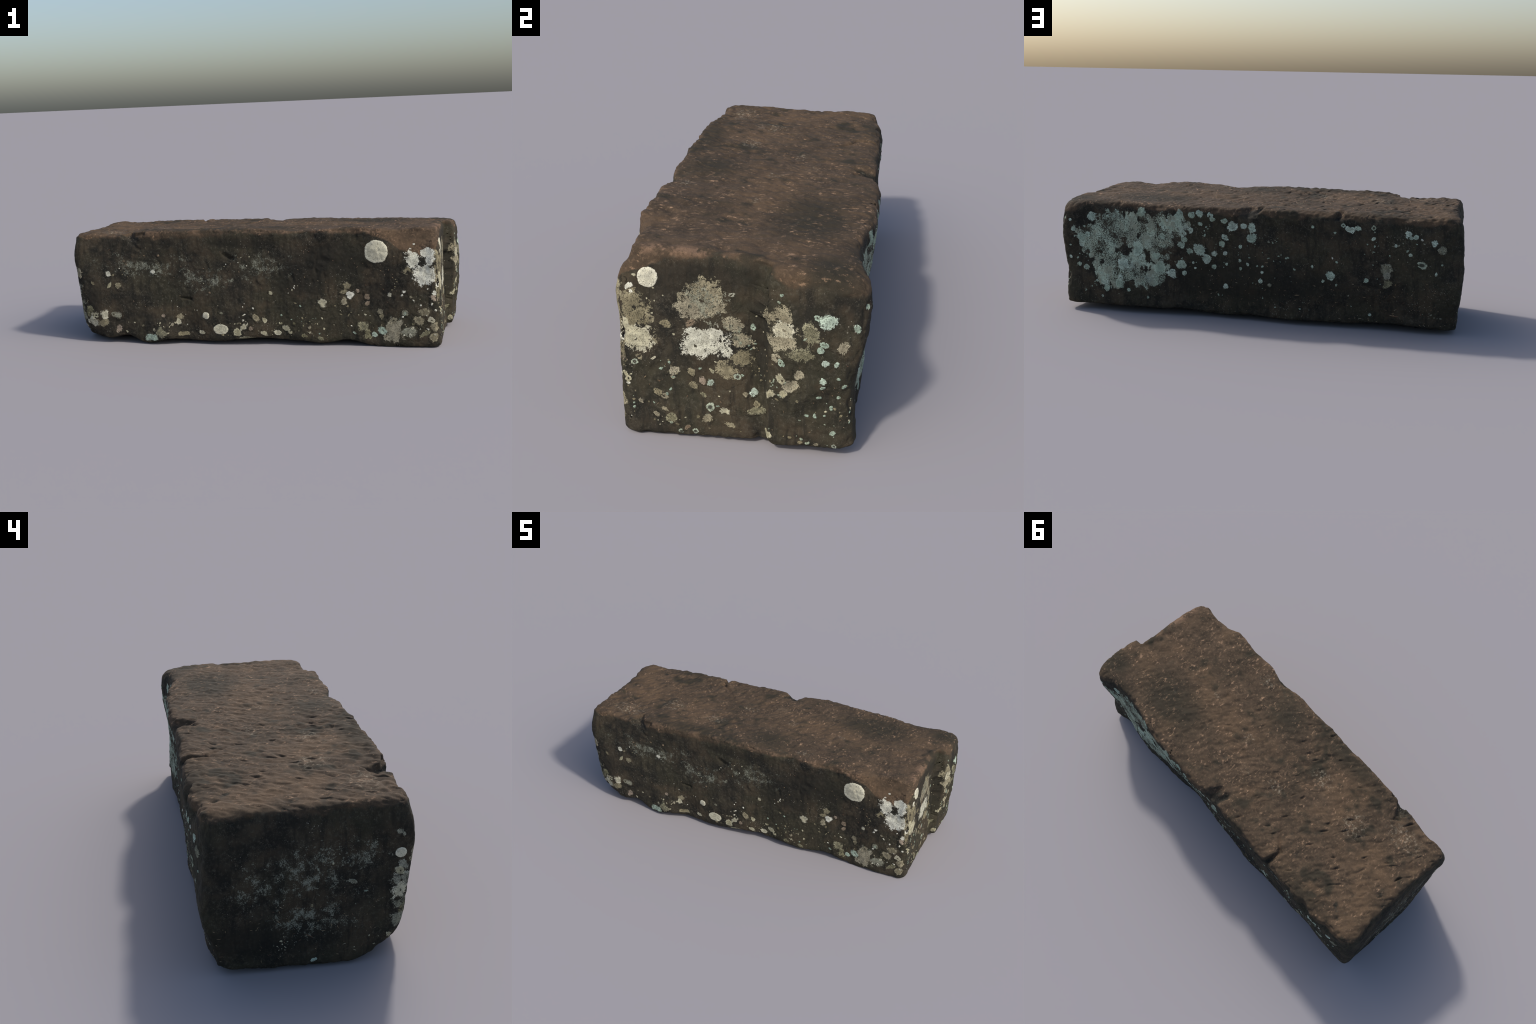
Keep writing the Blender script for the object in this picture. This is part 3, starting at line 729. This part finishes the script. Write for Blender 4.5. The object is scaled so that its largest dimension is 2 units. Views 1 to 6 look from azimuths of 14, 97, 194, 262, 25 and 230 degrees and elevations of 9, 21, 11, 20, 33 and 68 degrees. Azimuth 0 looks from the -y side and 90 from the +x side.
for x, z, r in grown:
    crusts.append(("film" if rng.random() < .4 else "mint", "back", x, z, r, r * rng.uniform(.8, 1.25)))

# many small ones
def scatter(n, face, s, h, kinds, size):
    """small thalli in loose colonies"""
    homes = [(rng.uniform(*s), rng.uniform(*h), rng.uniform(.01, .06), str(rng.choice(kinds))) for _ in range(max(3, n // 6))]
    for _ in range(n):
        hs, hh, wide, kind = homes[rng.integers(len(homes))]
        r = size[0] * (size[1] / size[0]) ** (rng.random() ** 1.8)
        place = float(np.clip(hs + rng.normal() * wide, *s)), float(np.clip(hh + rng.normal() * wide, *h))
        crusts.append((kind if rng.random() < .7 else str(rng.choice(kinds)), face, *place, r, r * rng.uniform(.6, 1.3)))
scatter(120, "end", (-.3, .32), (.04, .33), ["mint", "tan", "tan", "cream", "ring"], (.002, .009))
scatter(40, "end", (-.3, .32), (.3, .5), ["tan", "mint", "cream"], (.002, .006))
scatter(60, "front", (-.9, .9), (.1, .45), ["cream", "tan", "pink", "white"], (.002, .006))
scatter(60, "front", (.1, .92), (.06, .2), ["cream", "tan", "olive", "mint"], (.002, .009))
scatter(60, "front", (-.75, .4), (.05, .11), ["cream", "tan", "olive"], (.002, .008))
scatter(50, "front", (.7, .93), (.06, .5), ["white", "cream", "tan"], (.002, .008))
scatter(110, "back", (-.05, .93), (.12, .48), ["mint"], (.002, .010))
scatter(70, "back", (-.9, .1), (.08, .48), ["mint", "mint", "grey"], (.002, .007))
scatter(35, "left", (-.3, .25), (.06, .4), ["grey", "cream", "pink"], (.002, .006))

crusts.sort(key=lambda c: -max(c[4], c[5]))
specks = {}
for i, (kind, face, s, h, a, b) in enumerate(crusts):
    single = i < 300
    verts, faces, hit, frame = crust(kind, face, s, h, a, b, 100 + i, coarse=not single)
    if single:
        M = Matrix((frame[0] * a, frame[1] * b, frame[2] * min(a, b))).transposed().to_4x4()
        M.translation = hit
        inv = M.inverted()
        child("lichen", build_mesh("lichen", [inv @ v for v in verts], faces, CRUST[kind, True]), M)
    else:
        V, Fc = specks.setdefault(kind, ([], []))
        o = len(V); V += verts; Fc += [tuple(o + q for q in f) for f in faces]
for kind, (V, Fc) in specks.items():
    child("lichen_speck", build_mesh("lichen_speck", V, Fc, CRUST[kind, False]), None, True)

# ------------------------------------------------------------------ dry plant litter stuck to the stone
mat_litter, k = fresh("dry_litter")
pos = k.add("NewGeometry").outputs["Position"]
c = k.mix(k.ramp(k.noise(pos, 22, 2), .4, .6), (.30, .22, .13), (.17, .10, .065))
c = k.mix(k.ramp(k.noise(pos, 31, 2), .55, .65), c, (.42, .36, .24))
finish(k, mat_litter, c, k.noise(pos, 300, 2), .3, .001, .85)
V, Fc = [], []
def straw(hit, n, length, width):
    d = Vector(rng.normal(size=3)); d = (d - n * d.dot(n)).normalized()
    e = n.cross(d)
    o, ringN, bend = len(V), 5, rng.uniform(-.25, .25)
    for i in range(ringN):
        q = i / (ringN - 1) * 2 - 1
        w = width * (1 - q * q) ** .5 * .5 + width * .12
        p = hit + d * (q * length / 2) + e * (bend * length * (1 - q * q) * .5)
        p = bvh.find_nearest(p)[0]
        for cu, cv in ((-1, -.5), (0, .9), (1, -.5)): V.append(p + e * (w * cu) + n * (.0009 * cv + .0006))
    for i in range(ringN - 1):
        for j in range(3): Fc.append((o + 3 * i + j, o + 3 * i + (j + 1) % 3, o + 3 * i + 3 + (j + 1) % 3, o + 3 * i + 3 + j))
    Fc.append((o, o + 1, o + 2)); Fc.append((o + 3 * ringN - 1, o + 3 * ringN - 2, o + 3 * ringN - 3))
for n_straws, face, s, h, size in ((170, "back", (-.93, .3), (.04, .22), (.004, .016)), (60, "back", (-.9, .5), (.2, .45), (.004, .012)), (80, "left", (-.25, .3), (.04, .25), (.004, .014)),
                                   (60, "front", (-.8, .8), (.15, .5), (.004, .012)), (40, "end", (-.28, .32), (.04, .3), (.004, .010))):
    for _ in range(n_straws):
        hit, n = spot(face, rng.uniform(*s), rng.uniform(*h))
        L = size[0] * (size[1] / size[0]) ** (rng.random() ** 1.5)
        straw(hit, n, L, rng.uniform(.0008, .0016) + L * .05)
for x, z, L, face in ((-.22, .15, .028, "back"), (-.68, .08, .05, "back"), (-.07, .3, .02, "back"), (.04, .36, .015, "left"), (-.02, .12, .028, "left"), (.08, .18, .022, "left")):
    hit, n = spot(face, x, z)
    straw(hit, n, L, L * .09)
child("plant_litter", build_mesh("plant_litter", V, Fc, mat_litter), None, True)
